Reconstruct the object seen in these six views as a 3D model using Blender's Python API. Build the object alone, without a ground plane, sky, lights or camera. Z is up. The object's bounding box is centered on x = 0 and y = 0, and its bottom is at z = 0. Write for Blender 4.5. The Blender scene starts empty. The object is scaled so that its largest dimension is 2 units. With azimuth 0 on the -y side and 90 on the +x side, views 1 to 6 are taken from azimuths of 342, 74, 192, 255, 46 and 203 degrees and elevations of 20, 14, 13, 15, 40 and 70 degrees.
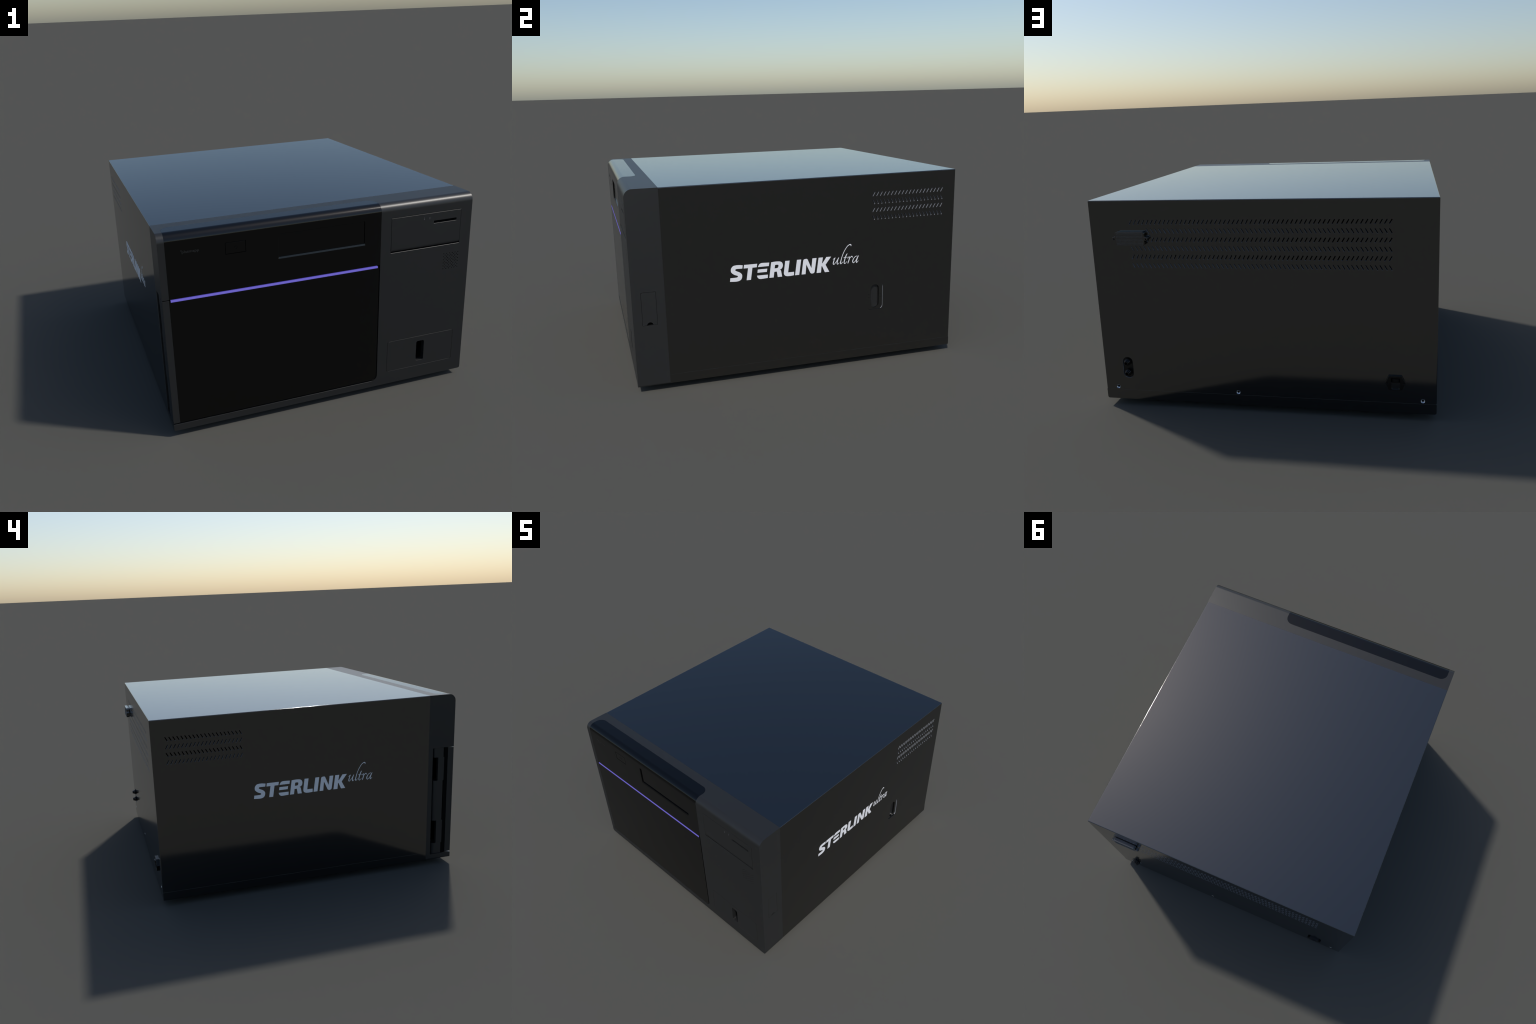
"""Tabletop box-shaped plasma steriliser: metal cover, plastic bezel, glossy
black fascia and door with a violet light strip, vents, connectors, lettering.
Frame: metres, z up, front faces -y."""
import bpy, bmesh, math, random
from mathutils import Vector, Matrix

random.seed(7)

# ------------------------------------------------------------------ sizes
HX = 0.9100                   # half width
Y_FRONT, Y_SEAM, Y_BACK = -0.9982, -0.8148, 0.9732
Z_BOT, Z_TRAY, Z_TOP = 0.0368, 0.0935, 1.1670
R_TOP = 0.046                 # front top roll-over of the bezel
PANEL_L, PANEL_R = -0.8736, 0.3292   # glossy black area in x
Z_SPLIT = 0.8182              # underside of fascia, top of the door opening
Z_SILL = 0.0757
SHEET = 0.012                 # thickness of the cabinet walls

# ------------------------------------------------------------------ materials
def new_mat(name):
    m = bpy.data.materials.new(name)
    m.use_nodes = True
    nt = m.node_tree
    b = nt.nodes["Principled BSDF"]
    return m, nt, b

def grain(nt, bsdf, rough, spread, scale, bump=0.0):
    """fine noise that varies the roughness (and optionally bumps)"""
    tc = nt.nodes.new("ShaderNodeTexCoord")
    nz = nt.nodes.new("ShaderNodeTexNoise")
    nz.inputs["Scale"].default_value = scale
    nz.inputs["Detail"].default_value = 3.0
    nt.links.new(tc.outputs["Object"], nz.inputs["Vector"])
    mr = nt.nodes.new("ShaderNodeMapRange")
    mr.inputs["To Min"].default_value = rough - spread
    mr.inputs["To Max"].default_value = rough + spread
    nt.links.new(nz.outputs["Fac"], mr.inputs["Value"])
    nt.links.new(mr.outputs["Result"], bsdf.inputs["Roughness"])
    if bump > 0:
        bp = nt.nodes.new("ShaderNodeBump")
        bp.inputs["Strength"].default_value = bump
        bp.inputs["Distance"].default_value = 0.0005
        nt.links.new(nz.outputs["Fac"], bp.inputs["Height"])
        nt.links.new(bp.outputs["Normal"], bsdf.inputs["Normal"])

def plain(name, col, rough, metallic=0.0, spread=0.01, scale=40.0, spec=None):
    m, nt, b = new_mat(name)
    b.inputs["Base Color"].default_value = (*col, 1)
    b.inputs["Metallic"].default_value = metallic
    if spec is not None:
        b.inputs["Specular IOR Level"].default_value = spec
    grain(nt, b, rough, spread, scale)
    return m

M_METAL = plain("dark_sheet_metal", (0.158, 0.158, 0.156), 0.095, 1.0, 0.003, 6.0)
M_BEZEL = plain("charcoal_plastic", (0.0205, 0.021, 0.0215), 0.37, 0.0, 0.01, 60.0)
M_GLOSS = plain("glossy_black", (0.0008, 0.0008, 0.0008), 0.12, 0.0, 0.003, 6.0)
M_BLACK = plain("black_plastic", (0.0015, 0.0015, 0.0016), 0.30)
M_DARK_FILL = plain("dark_fill", (0.002, 0.002, 0.002), 0.8, spec=0.1)  # flat near-black on solid pieces, stands in for dark depth
M_PRINT = plain("white_print", (0.90, 0.90, 0.93), 0.55)
M_FAINT = plain("grey_print", (0.017, 0.017, 0.017), 0.5)
M_MARK = plain("pale_mark", (0.30, 0.30, 0.32), 0.5)
M_STEEL = plain("bright_steel", (0.62, 0.63, 0.65), 0.28, 1.0)
M_PIN = plain("dull_pin", (0.13, 0.14, 0.15), 0.5)
M_RUBBER = plain("rubber", (0.012, 0.012, 0.012), 0.7)

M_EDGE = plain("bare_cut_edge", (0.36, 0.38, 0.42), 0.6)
M_LED, _nt, _b = new_mat("violet_light")
_b.inputs["Base Color"].default_value = (0.10, 0.09, 0.18, 1)
_b.inputs["Roughness"].default_value = 0.8
_b.inputs["Specular IOR Level"].default_value = 0.0
_b.inputs["Emission Color"].default_value = (0.092, 0.073, 0.42, 1)
_b.inputs["Emission Strength"].default_value = 1.0

# ------------------------------------------------------------------ outline helpers
def arc(cx, cy, r, a0, a1, n):
    return [(cx + r * math.cos(math.radians(a0 + (a1 - a0) * i / n)),
             cy + r * math.sin(math.radians(a0 + (a1 - a0) * i / n))) for i in range(n + 1)]

def rrect(u0, u1, v0, v1, r=0.0, seg=8):
    """counter-clockwise rectangle; r is one radius or (bl, br, tr, tl)"""
    rs = r if isinstance(r, (tuple, list)) else (r,) * 4
    cs = [(u0, v0, 1, 1, 180), (u1, v0, -1, 1, 270), (u1, v1, -1, -1, 0), (u0, v1, 1, -1, 90)]
    out = []
    for (u, v, su, sv, a), rr in zip(cs, rs):
        if rr <= 1e-6:
            out.append((u, v))
        else:
            out += arc(u + su * rr, v + sv * rr, rr, a, a + 90, seg)
    return out

def stadium(cu, v0, v1, hw, seg=14):
    return rrect(cu - hw, cu + hw, v0, v1, hw * 0.9999, seg)

def put(axis, u, v, w):
    return {"x": (w, u, v), "y": (u, w, v), "z": (u, v, w)}[axis]

# ------------------------------------------------------------------ mesh helpers
def mesh_obj(name, bm, mat=None):
    bmesh.ops.recalc_face_normals(bm, faces=bm.faces)
    me = bpy.data.meshes.new(name)
    bm.to_mesh(me)
    bm.free()
    ob = bpy.data.objects.new(name, me)
    bpy.context.scene.collection.objects.link(ob)
    if mat:
        me.materials.append(mat)
    return ob

def add_prism(bm, loop, axis, w0, w1):
    a = [bm.verts.new(put(axis, u, v, w0)) for u, v in loop]
    b = [bm.verts.new(put(axis, u, v, w1)) for u, v in loop]
    n = len(loop)
    fs = [bm.faces.new(a), bm.faces.new(list(reversed(b)))]
    for i in range(n):
        j = (i + 1) % n
        fs.append(bm.faces.new((a[i], b[i], b[j], a[j])))
    return fs

def prism(name, loop, axis, w0, w1, mat=None):
    bm = bmesh.new()
    add_prism(bm, loop, axis, w0, w1)
    return mesh_obj(name, bm, mat)

def prisms(name, loops, axis, w0, w1, mat=None):
    bm = bmesh.new()
    for lp in loops:
        add_prism(bm, lp, axis, w0, w1)
    return mesh_obj(name, bm, mat)

def box(name, x0, x1, y0, y1, z0, z1, mat=None):
    return prism(name, rrect(x0, x1, y0, y1), "z", z0, z1, mat)

def bevel_edges(ob, test, width, seg, clamp=True):
    """round the edges for which test(mid, direction) is true"""
    bm = bmesh.new()
    bm.from_mesh(ob.data)
    es = []
    for e in bm.edges:
        m = (e.verts[0].co + e.verts[1].co) / 2
        d = (e.verts[1].co - e.verts[0].co).normalized()
        if test(m, d):
            es.append(e)
    bmesh.ops.bevel(bm, geom=es, offset=width, offset_type="OFFSET", segments=seg,
                    profile=0.5, affect="EDGES", clamp_overlap=clamp)
    bmesh.ops.recalc_face_normals(bm, faces=bm.faces)
    bm.to_mesh(ob.data)
    bm.free()

def sharp_edges(ob, width=0.0015, seg=2, angle=50):
    bm = bmesh.new()
    bm.from_mesh(ob.data)
    es = [e for e in bm.edges if len(e.link_faces) == 2 and e.calc_face_angle() > math.radians(angle)]
    bmesh.ops.bevel(bm, geom=es, offset=width, offset_type="OFFSET", segments=seg,
                    profile=0.5, affect="EDGES", clamp_overlap=True)
    bmesh.ops.recalc_face_normals(bm, faces=bm.faces)
    bm.to_mesh(ob.data)
    bm.free()

def boolean(ob, cutter, op="DIFFERENCE", keep=False):
    md = ob.modifiers.new("b", "BOOLEAN")
    md.operation = op
    md.solver = "EXACT"
    md.object = cutter
    dg = bpy.context.evaluated_depsgraph_get()
    dg.update()
    me = bpy.data.meshes.new_from_object(ob.evaluated_get(dg))
    ob.modifiers.remove(md)
    old = ob.data
    mats = [m for m in old.materials]
    ob.data = me
    me.name = old.name
    me.materials.clear()
    for m in mats:
        me.materials.append(m)
    bpy.data.meshes.remove(old)
    if not keep:
        bpy.data.objects.remove(cutter)
    return ob

def smooth(ob, angle=32, weighted=True):
    me = ob.data
    me.polygons.foreach_set("use_smooth", [True] * len(me.polygons))
    me.set_sharp_from_angle(angle=math.radians(angle))
    if weighted:
        md = ob.modifiers.new("weighted_normal", "WEIGHTED_NORMAL")
        md.weight = 100
        md.keep_sharp = True
    return ob

def lathe(name, profile, centre, axis="y", seg=28, mat=None):
    """profile: (radius, along); revolve about an axis through centre"""
    bm = bmesh.new()
    rings = []
    for r, a in profile:
        ring = []
        for i in range(seg):
            t = 2 * math.pi * i / seg
            u, v = r * math.cos(t), r * math.sin(t)
            p = put(axis, u, v, a)
            ring.append(bm.verts.new(Vector(p) + Vector(centre)))
        rings.append(ring)
    for k in range(len(rings) - 1):
        for i in range(seg):
            j = (i + 1) % seg
            bm.faces.new((rings[k][i], rings[k][j], rings[k + 1][j], rings[k + 1][i]))
    bm.faces.new(rings[0])
    bm.faces.new(list(reversed(rings[-1])))
    ob = mesh_obj(name, bm, mat)
    return smooth(ob, 35)

def filled(name, loops, thick, mat):
    """2D outlines (first outer, rest holes by even-odd) filled and thickened; lies in local xy"""
    cu = bpy.data.curves.new(name, "CURVE")
    cu.dimensions = "2D"
    cu.fill_mode = "BOTH"
    cu.extrude = thick / 2
    for lp in loops:
        sp = cu.splines.new("POLY")
        sp.points.add(len(lp) - 1)
        for p, (u, v) in zip(sp.points, lp):
            p.co = (u, v, 0, 1)
        sp.use_cyclic_u = True
    tmp = bpy.data.objects.new("tmp", cu)
    bpy.context.scene.collection.objects.link(tmp)
    dg = bpy.context.evaluated_depsgraph_get()
    dg.update()
    me = bpy.data.meshes.new_from_object(tmp.evaluated_get(dg))
    me.name = name
    bpy.data.objects.remove(tmp)
    me.materials.clear()
    me.materials.append(mat)
    ob = bpy.data.objects.new(name, me)
    bpy.context.scene.collection.objects.link(ob)
    return ob

def child(ob, parent):
    ob.parent = parent
    return ob

# ------------------------------------------------------------------ root
root = bpy.data.objects.new("tabletop_steriliser", None)
bpy.context.scene.collection.objects.link(root)
root["label"] = "dark metal box-shaped tabletop steriliser with glossy black door and violet light strip"
root["category"] = "steriliser"

# ------------------------------------------------------------------ metal cover
cover = box("housing_cover", -HX, HX, Y_SEAM, Y_BACK, Z_TRAY, Z_TOP, M_METAL)
bevel_edges(cover, lambda m, d: (m.z > Z_TOP - 1e-4 and m.y > Y_SEAM + 1e-3)
            or (abs(d.z) > 0.9 and m.y > Y_BACK - 1e-4), 0.0042, 4)
boolean(cover, box("c", -HX + SHEET, HX - SHEET, Y_SEAM - 0.1, Y_BACK - SHEET, Z_TRAY - 0.1, Z_TOP - SHEET))

# vent slots: rows of slanted slots, alternating lean
PITCH, ROW = 0.02337, 0.0468
def slot(cu, cv, lean, half_h=0.0122, half_run=0.0070, w=0.0029):
    d = Vector((half_run * lean, half_h))
    n = Vector((-d.y, d.x)).normalized() * w
    p = [-d - n, -d + n, d + n, d - n]
    p = [(cu + q.x, cv + q.y) for q in p]
    return p if lean > 0 else list(reversed(p))

side_loops, back_loops = [], []
for row in range(4):
    for i in range(20):
        side_loops.append(slot(0.4383 + i * PITCH, 1.0497 - row * ROW, 1 if row % 2 == 0 else -1))
CONN = (0.679, 0.966)        # rear connector centre (x, z)
for row in range(6):
    for i in range(59):
        cx, cz = -0.6768 + i * PITCH, 1.0500 - row * ROW
        if abs(cx - CONN[0]) < 0.088 and abs(cz - CONN[1]) < 0.040:
            continue          # sheet left closed behind the connector
        back_loops.append(slot(cx, cz, -1 if row % 2 == 0 else 1))
boolean(cover, prisms("c", side_loops, "x", -1.0, 1.0))
boolean(cover, prisms("c", back_loops, "y", 0.9, 1.1))

# openings in the sheet: grip, hose plate, screws
GRIP = rrect(0.4032, 0.5052, 0.3385, 0.5035, 0.024, 10)
SCREWS = [(0.8402, 0.109), (0.1407, 0.109), (-0.8404, 0.109)]
HOSE_X, HOSE_Z = 0.7700, (0.2590, 0.1975)
boolean(cover, prism("c", GRIP, "x", 0.8, 1.0))
boolean(cover, prisms("c", [stadium(HOSE_X, 0.1648, 0.2886, 0.0303)] +
                      [arc(x, z, 0.0113, 0, 360 - 15, 23) for x, z in SCREWS], "y", 0.9, 1.1))
# the cut edges of vents and openings are bare, lighter metal
cover.data.materials.append(M_EDGE)
for p in cover.data.polygons:
    c, nrm = p.center, p.normal
    on_flank = HX - SHEET - 1e-4 < abs(c.x) < HX - 1e-4 and c.y < 0.93 and c.z < 1.10
    on_back = Y_BACK - SHEET - 1e-4 < c.y < Y_BACK - 1e-4 and abs(c.x) < HX - 0.02 and c.z < 1.10
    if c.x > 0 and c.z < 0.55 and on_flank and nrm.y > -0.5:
        continue              # grip opening: only the rear rim is pale, its sunlit highlight put into the colour
    if (on_flank and abs(nrm.x) < 0.1 and c.z > 0.15) or (on_back and abs(nrm.y) < 0.1 and c.z > 0.097):
        p.material_index = 1
smooth(cover, 30)
child(cover, root)

# lower tray of the cabinet
tray = box("base_tray", -HX, HX, Y_SEAM, Y_BACK, Z_BOT, Z_TRAY - 0.0003, M_METAL)
bevel_edges(tray, lambda m, d: abs(d.y) > 0.9 and m.z < Z_BOT + 1e-4, 0.011, 6)
bevel_edges(tray, lambda m, d: abs(d.x) > 0.9 and m.y > Y_BACK - 1e-4 and m.z < Z_BOT + 1e-4, 0.004, 3)
bevel_edges(tray, lambda m, d: m.z > Z_TRAY - 0.001 and m.y > Y_SEAM + 1e-3, 0.0005, 2)
smooth(tray, 30)
child(tray, root)

# four feet
foot0 = None
for sx in (-1, 1):
    for y in (-0.80, 0.78):
        if foot0 is None:
            foot0 = lathe("foot", [(0.030, 0.0), (0.036, 0.006), (0.040, 0.042)], (0, 0, 0), "z", 28, M_RUBBER)
            f = foot0
        else:
            f = foot0.copy()
            bpy.context.scene.collection.objects.link(f)
        f.location = (sx * 0.72, y, 0)
        child(f, root)

# ------------------------------------------------------------------ front bezel
section = [(Y_SEAM - 0.0002, Z_BOT), (Y_SEAM - 0.0002, Z_TOP)] + \
          arc(Y_FRONT + R_TOP, Z_TOP - R_TOP, R_TOP, 90, 180, 24) + [(Y_FRONT, Z_BOT)]

def bezel_block(name, mat):
    b = prism(name, section, "x", -HX, HX, mat)
    bevel_edges(b, lambda m, d: abs(d.y) > 0.9 and m.z < Z_BOT + 1e-4, 0.011, 6)
    bevel_edges(b, lambda m, d: abs(abs(m.x) - HX) < 1e-4 and abs(d.x) < 0.1
                and (m.y < Y_SEAM - 0.001) and m.z > Z_BOT + 0.02, 0.0014, 2)
    return b

def fascia_outline(grow):
    return rrect(PANEL_L - grow, PANEL_R + grow, -1.3, -0.880 + grow, (0, 0, 0.050, 0.050), 14)

bezel = bezel_block("front_bezel", M_BEZEL)
boolean(bezel, prism("c", rrect(-1.2, PANEL_R, Z_SILL, Z_SPLIT, (0, 0.036, 0, 0), 12), "y", -1.2, -0.846))
boolean(bezel, prism("c", fascia_outline(0.0), "z", Z_SPLIT - 0.0001, 1.4))

# pockets for the loose front pieces
DRAWER = (0.3925, 0.8402, 0.8772, 1.0832)
ACCESS = (0.3930, 0.8408, 0.1188, 0.3185)
CARD = (0.6620, 0.8100, 1.0182, 1.0340)
SWITCH = (0.5902, 0.6428, 0.1530, 0.2845)
LATCH = (-0.9474, -0.8638, 0.4012, 0.5945)
boolean(bezel, prism("c", rrect(*DRAWER, 0.002, 3), "y", -1.1, Y_FRONT + 0.030))
boolean(bezel, prism("c", rrect(*ACCESS, 0.012, 6), "y", -1.1, Y_FRONT + 0.010))
boolean(bezel, prism("c", rrect(*SWITCH, 0.010, 6), "y", -1.1, -0.7))
boolean(bezel, prism("c", rrect(*CARD, 0.001, 2), "y", -1.1, -0.7))
boolean(bezel, prism("c", rrect(0.600, 0.830, 0.130, 0.305), "y", Y_FRONT + 0.030, -0.7))   # room behind the switch
boolean(bezel, prism("c", rrect(*LATCH, 0.003, 3), "x", HX - 0.014, 1.1))
NOTCH = [(-0.9056 + 0.0178 * math.cos(math.radians(a)), 0.4018 + 0.0175 * math.sin(math.radians(a))) for a in range(0, 181, 10)]
boolean(bezel, prism("c", NOTCH, "x", HX - 0.060, 1.1))
# loudspeaker grille: 6 x 6 holes with 5 x 5 between them
holes = []
for n, off in ((6, 0.0), (5, 0.5)):
    for i in range(n):
        for j in range(n):
            holes.append(arc(0.7420 + (i + off) * 0.01885, 0.8222 - (j + off) * 0.01870, 0.0027, 0, 330, 11))
boolean(bezel, prisms("c", holes, "y", -1.1, Y_FRONT + 0.012))
def lip(y, z, x0, x1, w=0.0011):
    """cutter that chamfers the lower rim of a front opening"""
    return prism("c", [(y - 0.001, z - w - 0.001), (y + w + 0.001, z + 0.001), (y - 0.001, z + 0.001)], "x", x0, x1)
boolean(bezel, lip(Y_FRONT, DRAWER[2], DRAWER[0] + 0.001, DRAWER[1] - 0.001, 0.0005))
boolean(bezel, lip(Y_FRONT, ACCESS[2], ACCESS[0] + 0.010, ACCESS[1] - 0.010, 0.0002))
boolean(bezel, lip(Y_FRONT, Z_SILL, -1.0, 0.295, 0.0004))
smooth(bezel, 30)
child(bezel, root)

# ------------------------------------------------------------------ glossy fascia
fascia = bezel_block("fascia", M_GLOSS)
boolean(fascia, prism("c", fascia_outline(-0.0003), "z", Z_SPLIT, 1.4), "INTERSECT")
SCREEN = (-0.2760, 0.2322, 0.9495, 1.0870)
FRAME_D = 0.0075
BUTTON = (-0.5638, -0.4524, 1.0178, 1.0812)
bm = bmesh.new()              # tapered pocket: 45-degree style frame down to the glass
x0, x1, z0, z1 = SCREEN
# (depth, inset at the sides, at the bottom, at the top): broad low sill, thin chamfer elsewhere
steps = [(-1.1, -0.0014, 0, -0.0014), (Y_FRONT, -0.0014, 0, -0.0014), (Y_FRONT + 0.0014, 0.0, 0.0048, 0.0),
         (Y_FRONT + 0.0027, 0.0020, 0.0092, 0.0004), (Y_FRONT + FRAME_D, 0.0021, 0.0094, 0.0005)]
rows = [[bm.verts.new((u, y, v)) for u, v in rrect(x0 + dx, x1 - dx, z0 + db, z1 - dt, 0.004, 4)] for y, dx, db, dt in steps]
for a, b in zip(rows, rows[1:]):
    for i in range(len(a)):
        j = (i + 1) % len(a)
        bm.faces.new((a[i], a[j], b[j], b[i]))
bm.faces.new(rows[0])
bm.faces.new(rows[-1])
boolean(fascia, mesh_obj("c", bm))
boolean(fascia, prism("c", rrect(*BUTTON, 0.001, 2), "y", -1.1, Y_FRONT + 0.008))
smooth(fascia, 12)
child(fascia, root)

screen = prism("display_screen", rrect(x0 + 0.0024, x1 - 0.0024, z0 + 0.0097, z1 - 0.0008, 0.0035, 4), "y",
               Y_FRONT + FRAME_D - 0.0005, Y_FRONT + 0.012, M_GLOSS)
child(smooth(screen, 30), fascia)

g = 0.0024
button = prism("power_button", rrect(BUTTON[0] + g, BUTTON[1] - g, BUTTON[2] + g, BUTTON[3] - g, 0.001, 2),
               "y", Y_FRONT + 0.0002, Y_FRONT + 0.009, M_GLOSS)
sharp_edges(button, 0.0008, 2)
# engraved power mark: broken ring with a tick
bcx, bcz = (BUTTON[0] + BUTTON[1]) / 2, (BUTTON[2] + BUTTON[3]) / 2
ring = arc(bcx, bcz, 0.0090, 120, 420, 20) + list(reversed(arc(bcx, bcz, 0.0078, 120, 420, 20)))
boolean(button, prisms("c", [ring, rrect(bcx - 0.0006, bcx + 0.0006, bcz + 0.003, bcz + 0.0105)], "y", -1.1, Y_FRONT + 0.003))
smooth(button, 30)
child(button, fascia)

# faint maker's word on the fascia, built-in font, plus its dotted star
txt = bpy.data.curves.new("word", "FONT")
txt.body = "plasmapp"
txt.size = 0.0235
txt.extrude = 0.0003
tob = bpy.data.objects.new("word", txt)
bpy.context.scene.collection.objects.link(tob)
dg = bpy.context.evaluated_depsgraph_get()
dg.update()
me = bpy.data.meshes.new_from_object(tob.evaluated_get(dg))
bpy.data.objects.remove(tob)
x0 = min(v.co.x for v in me.vertices)
x1 = max(v.co.x for v in me.vertices)
k = 0.0885 / (x1 - x0)
for v in me.vertices:
    v.co = Vector(((v.co.x - x0) * k - 0.7885, Y_FRONT - 0.0002 - v.co.z, v.co.y * 0.92 + 1.0582))
me.materials.clear()
me.materials.append(M_FAINT)
word = bpy.data.objects.new("wordmark", me)
bpy.context.scene.collection.objects.link(word)
child(word, fascia)
star = prisms("star_mark", [rrect(-0.7915 - 0.0028, -0.7915 + 0.0028, 1.0722 - 0.0028, 1.0722 + 0.0028, 0.002, 3)],
              "y", Y_FRONT - 0.0005, Y_FRONT + 0.001, M_FAINT)
child(star, fascia)

# ------------------------------------------------------------------ door
DZ0, DZ1, DY = 0.0842, 0.8136, -0.9562
DOOR_R = 0.3227
door = prism("door", rrect(PANEL_L + 0.0002, DOOR_R, DZ0, DZ1, (0, 0.030, 0.002, 0), 12), "y", Y_FRONT, DY, M_GLOSS)
# seat for the light strip
STRIP = (-0.8656, 0.3150, 0.8020, 0.8136)
boolean(door, box("c", STRIP[0], STRIP[1], -1.1, Y_FRONT + 0.012, STRIP[2], 0.9))
smooth(door, 30)
child(door, root)
stile = prism("door_stile", rrect(-HX, PANEL_L, DZ0, DZ1), "y", Y_FRONT, DY, M_BEZEL)
sharp_edges(stile, 0.0014, 2)
smooth(stile, 30)
child(stile, door)
strip_section = [(Y_FRONT + 0.011, STRIP[2] + 0.0004), (Y_FRONT + 0.0003, STRIP[2] + 0.0004), (Y_FRONT + 0.0003, STRIP[2] + 0.0066),
                 (Y_FRONT + 0.0024, STRIP[3] - 0.0006), (Y_FRONT + 0.011, STRIP[3] - 0.0006)]
strip = prism("light_strip", strip_section, "x", STRIP[0] + 0.0002, STRIP[1] - 0.0002, M_LED)
child(strip, door)

# hinge post standing in the open left side of the bezel
def post_outline(back_cut, front):
    yb = -0.889 if back_cut else -0.8555
    xo = -HX + 0.004
    if back_cut:
        return [(xo, front), (-0.885, front), (-0.885, yb), (xo, yb)]
    return [(xo, front), (-0.84, front), (-0.84, yb)] + arc(xo + 0.026, yb - 0.026, 0.026, 90, 180, 10)
zs = [0.0775, 0.1523, 0.3140, 0.5937, 0.7528, 0.8165]
bm = bmesh.new()
for i in range(5):
    cut = i in (1, 3)
    add_prism(bm, post_outline(cut, -0.9325 if cut else -0.9272), "z", zs[i] + 0.0001, zs[i + 1] - 0.0001)
post = mesh_obj("hinge_post", bm, M_BEZEL)
smooth(post, 30)
child(post, root)
gap_filler = box("door_gap_filler", -HX + 0.0045, -0.86, DY + 0.0003, -0.9330, Z_SILL + 0.002, Z_SPLIT - 0.002, M_DARK_FILL)  # black filler added to close the gap behind the door
child(gap_filler, root)

# ------------------------------------------------------------------ drawer, access panel, latch cover
g = 0.0020
dl, dr, db, dt = DRAWER[0] + g, DRAWER[1] - g, DRAWER[2] + 0.0078, DRAWER[3] - 0.0026
drawer_section = [(Y_FRONT + 0.028, db), (Y_FRONT + 0.028, dt), (Y_FRONT - 0.0006, dt)] + \
    [(Y_FRONT - 0.0006 + 0.012 * (1 - math.cos(math.radians(a))) * 0.45, db + 0.016 - 0.016 * math.sin(math.radians(a)))
     for a in range(0, 91, 9)]
drawer = prism("drawer", drawer_section, "x", dl, dr, M_BEZEL)
boolean(drawer, prism("c", rrect(*CARD, 0.0, 2), "y", -1.1, Y_FRONT + 0.10))
bevel_edges(drawer, lambda m, d: abs(d.x) > 0.9 and abs(m.y - Y_FRONT + 0.0006) < 1e-4 and abs(m.z - dt) < 1e-4, 0.0003, 1)
boolean(drawer, lip(Y_FRONT - 0.0006, CARD[2], CARD[0], CARD[1], 0.0003))
smooth(drawer, 30)
child(drawer, root)
# two tiny printed symbols beside the slot
loops = []
for cx in (0.5990, 0.6343):
    loops += [arc(cx, 1.0578, 0.0015, 0, 330, 11), arc(cx, 1.0487, 0.0017, 0, 330, 11)]
marks = prisms("symbol_marks", loops, "y", Y_FRONT - 0.0009, Y_FRONT + 0.001, M_MARK)
marks["kind"] = "stuff"
child(marks, drawer)

g = 0.0014
access = prism("access_panel", rrect(ACCESS[0] + g, ACCESS[1] - g, ACCESS[2] + g, ACCESS[3] - g, 0.011, 6),
               "y", Y_FRONT - 0.0003, Y_FRONT + 0.009, M_BEZEL)
boolean(access, prism("c", rrect(*SWITCH, 0.010, 6), "y", -1.1, -0.9))
sharp_edges(access, 0.0002, 1)
smooth(access, 30)
child(access, root)
g = 0.0016
latch = prism("latch_cover", rrect(LATCH[0] + g, LATCH[1] - g, LATCH[2] + g, LATCH[3] - g, 0.002, 3),
              "x", HX - 0.010, HX - 0.0002, M_BEZEL)
boolean(latch, prism("c", NOTCH + [(-0.9234, 0.39), (-0.8878, 0.39)], "x", 0.8, 1.0))
smooth(latch, 30)
child(latch, root)

# ------------------------------------------------------------------ side grip
g = 0.0006
grip = prism("side_grip", rrect(0.4032 + g, 0.5052 - g, 0.3385 + g, 0.5035 - g, 0.0234, 10), "x", HX - 0.030, HX - 0.0032, M_METAL)
boolean(grip, prism("c", stadium(0.4545, 0.3475, 0.4950, 0.0272), "x", HX - 0.0200, 1.0))
smooth(grip, 30)
child(grip, root)
floor = prism("grip_floor", stadium(0.4545, 0.3479, 0.4946, 0.0268), "x", HX - 0.021, HX - 0.0180, M_BEZEL)
child(floor, grip)
ticks = prisms("grip_marks", [rrect(u - 0.004, u + 0.004, v - 0.0008, v + 0.0008) for u in (0.4155, 0.4935)
               for v in (0.4150, 0.4330)], "x", HX - 0.0040, HX - 0.0029, M_BLACK)
ticks["kind"] = "stuff"
child(ticks, grip)

# ------------------------------------------------------------------ rear multi-pin connector
def eared(hw, hh, ear_c, ear_r):
    a = math.degrees(math.asin(0.95))
    top, bot = rrect(-hw, hw, -hh, hh, 0.012, 6), None
    out = []
    for p in top:
        out.append(p)
        if p == top[13]:      # after the lower right corner comes the right ear
            out += [(hw, -ear_r)] + arc(ear_c, 0, ear_r, -90, 90, 10) + [(hw, ear_r)]
    out += [(-hw, ear_r)] + arc(-ear_c, 0, ear_r, 90, 270, 10) + [(-hw, -ear_r)]
    return out

def rear(loop, cx, cz):
    return [(cx + u, cz + v) for u, v in loop]

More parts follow.
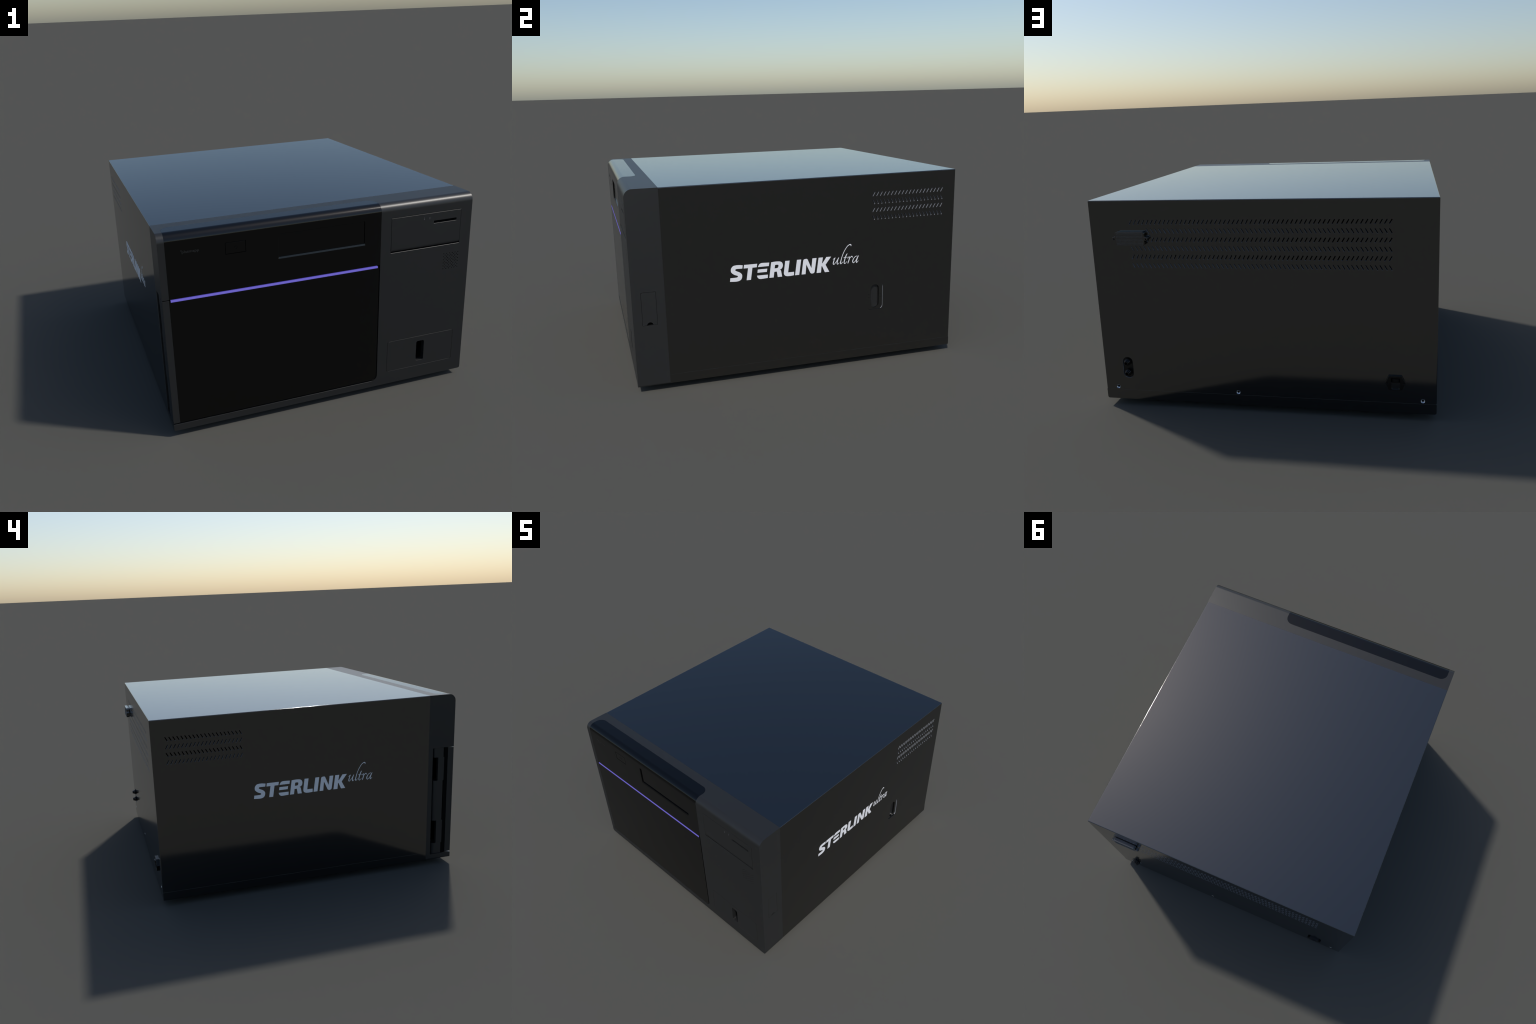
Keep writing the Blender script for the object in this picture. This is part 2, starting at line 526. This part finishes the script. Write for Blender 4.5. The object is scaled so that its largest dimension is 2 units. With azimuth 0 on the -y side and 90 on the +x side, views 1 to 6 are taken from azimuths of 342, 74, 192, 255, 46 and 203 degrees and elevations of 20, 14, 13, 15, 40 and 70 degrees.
plate_loop = rear(eared(0.0812, 0.0363, 0.0888, 0.0098), *CONN)
conn = prism("connector_neck", rear(rrect(-0.074, 0.074, -0.030, 0.030, 0.006, 5), *CONN), "y", Y_BACK - 0.0005, 0.979, M_BLACK)
child(smooth(conn, 30), root)
head = prism("connector_plug", plate_loop, "y", 0.9765, 0.9990, M_METAL)
boolean(head, prisms("c", [arc(CONN[0] + s * 0.0888, CONN[1] - 0.0018, 0.0034, 0, 345, 23) for s in (-1, 1)], "y", 0.98, 1.1))
sharp_edges(head, 0.0006, 1)
smooth(head, 30)
child(head, conn)
bm = bmesh.new()
for i in range(21):
    for j in range(9):
        cx, cz = 0.6095 + i * 0.00708, 0.9335 + j * 0.00775
        add_prism(bm, arc(cx, cz, 0.0017, 0, 300, 5), "y", 0.9985, 1.0)
pins = mesh_obj("pin_field", bm, M_PIN)
pins["kind"] = "stuff"
child(pins, conn)

# ------------------------------------------------------------------ hose plate with two push-in fittings
plate = prism("hose_plate", stadium(HOSE_X, 0.1652, 0.2882, 0.0299), "y", Y_BACK - 0.030, Y_BACK - 0.0060, M_BLACK)
child(smooth(plate, 30), root)
fit0 = None
for z in HOSE_Z:
    if fit0 is None:
        fit0 = lathe("hose_fitting", [(0.0150, -0.008), (0.0178, 0.0030), (0.0178, 0.0085), (0.0156, 0.0105), (0.0156, 0.0160),
                                      (0.0122, 0.0185), (0.0120, 0.0248), (0.0108, 0.0262), (0.0070, 0.0262), (0.0066, 0.006)],
                     (0, 0, 0), "y", 28, M_BLACK)
        nut_me = prism("fitting_nut", [(0.0215 * math.cos(math.radians(30 + 60 * i)), 0.0215 * math.sin(math.radians(30 + 60 * i)))
                                       for i in range(6)], "y", 0.0005, 0.0055, M_BLACK)
        sharp_edges(nut_me, 0.0012, 2)
        nut0 = smooth(nut_me, 30)
        f, nut = fit0, nut0
    else:
        f, nut = fit0.copy(), nut0.copy()
        bpy.context.scene.collection.objects.link(f)
        bpy.context.scene.collection.objects.link(nut)
    f.location = (HOSE_X, Y_BACK, z)
    child(f, plate)
    nut.parent = f

# ------------------------------------------------------------------ mains inlet
hexa = [(-0.6500, 0.2070), (-0.6668, 0.2456), (-0.7335, 0.2456), (-0.7522, 0.2070), (-0.7338, 0.1672), (-0.6675, 0.1672)]
inlet = prism("power_inlet", list(reversed(hexa)), "y", Y_BACK - 0.04, 0.9840, M_BLACK)
boolean(inlet, prism("c", rrect(-0.7235, -0.6785, 0.2125, 0.2330, 0.001, 2), "y", 0.9780, 1.1))
boolean(inlet, prism("c", rrect(-0.7240, -0.6790, 0.1710, 0.2072, (0.010, 0.010, 0.001, 0.001), 4), "y", 0.9450, 1.1))
boolean(inlet, prisms("c", [arc(x, 0.2055, 0.0046, 0, 345, 23) for x in (-0.6595, -0.7425)], "y", 0.9790, 1.1))
sharp_edges(inlet, 0.0014, 1, 50)
smooth(inlet, 30)
child(inlet, root)
rocker = prism("rocker_switch", [(-0.7010 + 0.0215 * math.cos(math.radians(a)), 0.9775 + 0.0140 * math.sin(math.radians(a)))
                                 for a in range(0, 181, 12)], "z", 0.2135, 0.2320, M_BLACK)
smooth(rocker, 30)
child(rocker, inlet)
pins3 = prisms("inlet_pins", [rrect(x - 0.0022, x + 0.0022, z - 0.005, z + 0.005) for x, z in
               ((-0.7015, 0.1970), (-0.6890, 0.1830), (-0.7140, 0.1830))], "y", 0.944, 0.968, M_STEEL)
pins3["kind"] = "stuff"
child(pins3, inlet)

# ------------------------------------------------------------------ countersunk screws
s0 = None
for x, z in SCREWS:
    if s0 is None:
        s0 = lathe("screw", [(0.0112, -0.016), (0.0112, -0.0004), (0.0108, -0.0001), (0.0060, -0.0045), (0.0057, -0.0120)],
                   (0, 0, 0), "y", 28, M_STEEL)
        s = s0
    else:
        s = s0.copy()
        bpy.context.scene.collection.objects.link(s)
    s.location = (x, Y_BACK, z)
    child(s, cover)
bm = bmesh.new()
for x, z in SCREWS:
    add_prism(bm, arc(x, z, 0.0057, 0, 330, 11), "y", Y_BACK - 0.013, Y_BACK - 0.0105)
socket_discs = mesh_obj("dark_socket_discs", bm, M_DARK_FILL)  # solid dark discs added in the bores to read as deep holes
child(socket_discs, cover)

# ------------------------------------------------------------------ lettering on both flanks
def spline(pts, sharp, closed=True, sub=6):
    """Catmull-Rom through pts (mm) with straight corners at the sharp indices"""
    n = len(pts)
    idx = sorted(sharp)
    out = []
    for a, b in zip(idx, idx[1:] + [idx[0] + n]):
        seg = [pts[i % n] for i in range(a, b + 1)]
        if len(seg) == 2:
            out.append(seg[0])
            continue
        out += catmull(seg, sub)[:-1]
    return out

def catmull(seg, sub=6):
    ext = [tuple(2 * a - b for a, b in zip(seg[0], seg[1]))] + seg + [tuple(2 * a - b for a, b in zip(seg[-1], seg[-2]))]
    out = []
    for i in range(1, len(ext) - 2):
        p0, p1, p2, p3 = ext[i - 1:i + 3]
        for k in range(sub):
            t = k / sub
            out.append(tuple(0.5 * (2 * b + (c - a) * t + (2 * a - 5 * b + 4 * c - d) * t * t + (-a + 3 * b - 3 * c + d) * t ** 3)
                             for a, b, c, d in zip(p0, p1, p2, p3)))
    out.append(tuple(seg[-1]))
    return out

CAP, LEAN = 91.0, 0.147       # cap height (mm) and slant of the heavy word
def bar(s, w, h0, h1):
    return [(s + LEAN * h0, h0), (s + w + LEAN * h0, h0), (s + w + LEAN * h1, h1), (s + LEAN * h1, h1)]

LETTERS = [
    [spline([(0, 0.5), (3, 21), (28, 21), (42, 22), (47, 26.7), (44.5, 31.5), (27, 38.6), (12, 50.6), (7.4, 61.5), (9.2, 76.3),
             (18.5, 88), (30.5, 92.6), (53, 93.4), (77, 90), (74.4, 71), (47.5, 71.8), (36.3, 70.6), (32.8, 65), (39.6, 59.1),
             (57.1, 50.5), (68, 41.2), (72.1, 31), (70.5, 17.5), (64.4, 6.5), (52.3, 0), (37.2, -2), (19.4, -1.3)], [0, 1, 13, 14])],
    [[(82, 70.6), (85.2, CAP), (162, CAP), (159, 70.6), (133.6, 70.6), (122.8, 0), (97.2, 0), (107.9, 70.6)]],
    [spline([(166, 71), (173.8, 85), (181.5, 90.5), (195.2, 92.4), (233.8, CAP), (230.7, 71)], [0, 4, 5])],
    [[(162.1, 37.5), (164.9, 56.2), (221.2, 56.2), (218.2, 37.5)]],
    [spline([(159.4, 20.5), (223.6, 20.5), (222.8, 0.8), (195.6, -0.9), (177.3, -0.9), (166.8, 3.8), (161.5, 11)], [0, 1, 2])],
    [spline([(232.2, 0), (245.6, CAP), (266.7, 93), (288.1, 92.6), (301.9, 90), (311, 83.1), (315, 70.5), (312.8, 57),
             (305.6, 47), (295.5, 42.7), (302.3, 38.2), (304.5, 30.3), (309.4, 0), (282.7, 0), (278.4, 33.4), (263, 33.4), (258, 0)],
            [0, 1, 9, 12, 13, 14, 15, 16]),
     spline([(268.2, 73.8), (283.1, 73.9), (288.4, 70.3), (288.2, 62.4), (284.2, 55.6), (278, 53.4), (265, 53.3)], [0, 6])],
    [spline([(330.2, CAP), (356.4, CAP), (346, 21), (382.1, 21.4), (381.8, 0.8), (363.3, -0.9), (341.5, -0.7), (327.6, 4),
             (321.3, 12.7), (320.6, 23.5)], [0, 1, 2, 3, 4, 9])],
    [bar(388.2, 25.5, 0, CAP)],
    [spline([(428.3, 0), (439.9, 82.3), (443.6, 88.8), (452, 91), (461.7, 91.2), (467.2, 86.7), (489.5, 32), (496.6, CAP),
             (521.6, CAP), (509.1, 8), (503.5, 1.5), (490.8, 0), (482.1, 5.5), (458.2, 59), (452.8, 0)], [0, 1, 5, 6, 7, 8, 9, 12, 13, 14])],
    [[(521.3, 0), (535.0, CAP), (561.3, CAP), (555.6, 55.4), (559.4, 56), (583.6, CAP), (612.8, CAP), (577.6, 45), (601.2, 0),
      (573, 0), (556.3, 38.4), (552.5, 37.6), (548.9, 0)]],
]
# pen strokes of the script word: (s, h, half width) in mm
STROKES = [
    [(624.6, 70.8, 0.6), (632, 77.5, 1.4), (640, 81.8, 0.7), (634, 73, 1.9), (627.8, 55, 2.6), (626.5, 45, 2.4), (630, 41.5, 1.8), (636, 45.5, 1.3),
     (648, 60, 1.3), (661.4, 80.6, 1.5)],
    [(661.6, 80.8, 1.5), (655, 67, 2.4), (651.2, 52, 2.6), (651.4, 43.6, 2.4), (655.4, 40.9, 1.6), (664.8, 49.6, 0.6)],
    [(738, 143.2, 0.5), (738.8, 149, 2.4), (735.5, 153.2, 2.8), (729, 152.6, 2.1), (715.5, 144.2, 1.6), (697.5, 118.5, 1.5), (683.2, 87.5, 1.6),
     (673.8, 55, 2.6), (672.6, 44.5, 2.5), (676, 41.2, 1.7), (688.2, 52.2, 0.6)],
    [(716, 99.6, 0.8), (712, 96, 2.0), (704.6, 81, 2.5), (697, 57, 2.6), (695.4, 45, 2.4), (699, 40.4, 1.8), (705, 43.2, 1.2), (713.9, 52.4, 0.6)],
    [(691.5, 75.2, 0.7), (696, 77.6, 1.3), (703, 78.6, 1.4), (717.4, 77.6, 1.0)],
    [(716.8, 69.8, 0.6), (722, 76, 1.3), (728.6, 79.4, 1.5), (729.2, 70, 2.4), (724.5, 53.5, 2.6), (719, 39.6, 1.9)],
    [(726, 60, 0.8), (733, 72, 1.4), (741, 79.6, 2.0), (746.6, 79.6, 2.2), (747.4, 71.4, 0.8)],
    [(783, 78, 0.8), (773.5, 79.3, 1.3), (761, 72, 1.5), (751.6, 56.5, 2.5), (750.6, 45.5, 2.5), (755, 39.9, 1.8), (763, 45, 1.2), (771.5, 55.5, 1.2),
     (780.5, 71.5, 1.2)],
    [(788.6, 81, 0.8), (782.4, 71.5, 2.0), (775, 53.5, 2.4), (773.2, 44, 2.2), (776, 39.8, 1.6), (787.4, 50.4, 0.6)],
]

def ribbon(stroke):
    pts = catmull(stroke, 6)
    left, right = [], []
    for i, (s, h, w) in enumerate(pts):
        a, b = pts[max(0, i - 1)], pts[min(len(pts) - 1, i + 1)]
        t = Vector((b[0] - a[0], b[1] - a[1]))
        t = t.normalized() if t.length > 1e-6 else Vector((1, 0))
        left.append((s - t.y * w, h + t.x * w))
        right.append((s + t.y * w, h - t.x * w))
    return left, right

def ribbon_mesh(name, stroke, h):
    left, right = ribbon(stroke)
    bm = bmesh.new()
    rows = []
    for l, r in zip(left, right):
        rows.append([bm.verts.new((l[0] / 1000, l[1] / 1000, 0)), bm.verts.new((l[0] / 1000, l[1] / 1000, h)),
                     bm.verts.new((r[0] / 1000, r[1] / 1000, h)), bm.verts.new((r[0] / 1000, r[1] / 1000, 0))])
    for a, b in zip(rows, rows[1:]):
        for i in range(4):
            j = (i + 1) % 4
            bm.faces.new((a[i], a[j], b[j], b[i]))
    bm.faces.new(rows[0])
    bm.faces.new(list(reversed(rows[-1])))
    return mesh_obj(name, bm, M_PRINT)

letter_objs = []
for loops in LETTERS:
    ob = filled("letter", [[(s / 1000, h / 1000) for s, h in lp] for lp in loops], 0.0016, M_PRINT)
    letter_objs.append(ob)
for i, st in enumerate(STROKES):
    letter_objs.append(ribbon_mesh("script_stroke", st, 0.0007 + 0.00004 * i))

# local x -> along the flank, local y -> up, local z -> outward
RIGHT = Matrix(((0, 0, 1, HX), (1, 0, 0, -0.4436), (0, 1, 0, 0.6055), (0, 0, 0, 1)))
LEFT = Matrix(((0, 0, -1, -HX), (-1, 0, 0, 0.3732), (0, 1, 0, 0.6240), (0, 0, 0, 1)))
for ob in letter_objs:
    twin = ob.copy()
    bpy.context.scene.collection.objects.link(twin)
    ob.matrix_world = RIGHT
    twin.matrix_world = LEFT
    child(ob, cover)
    child(twin, cover)
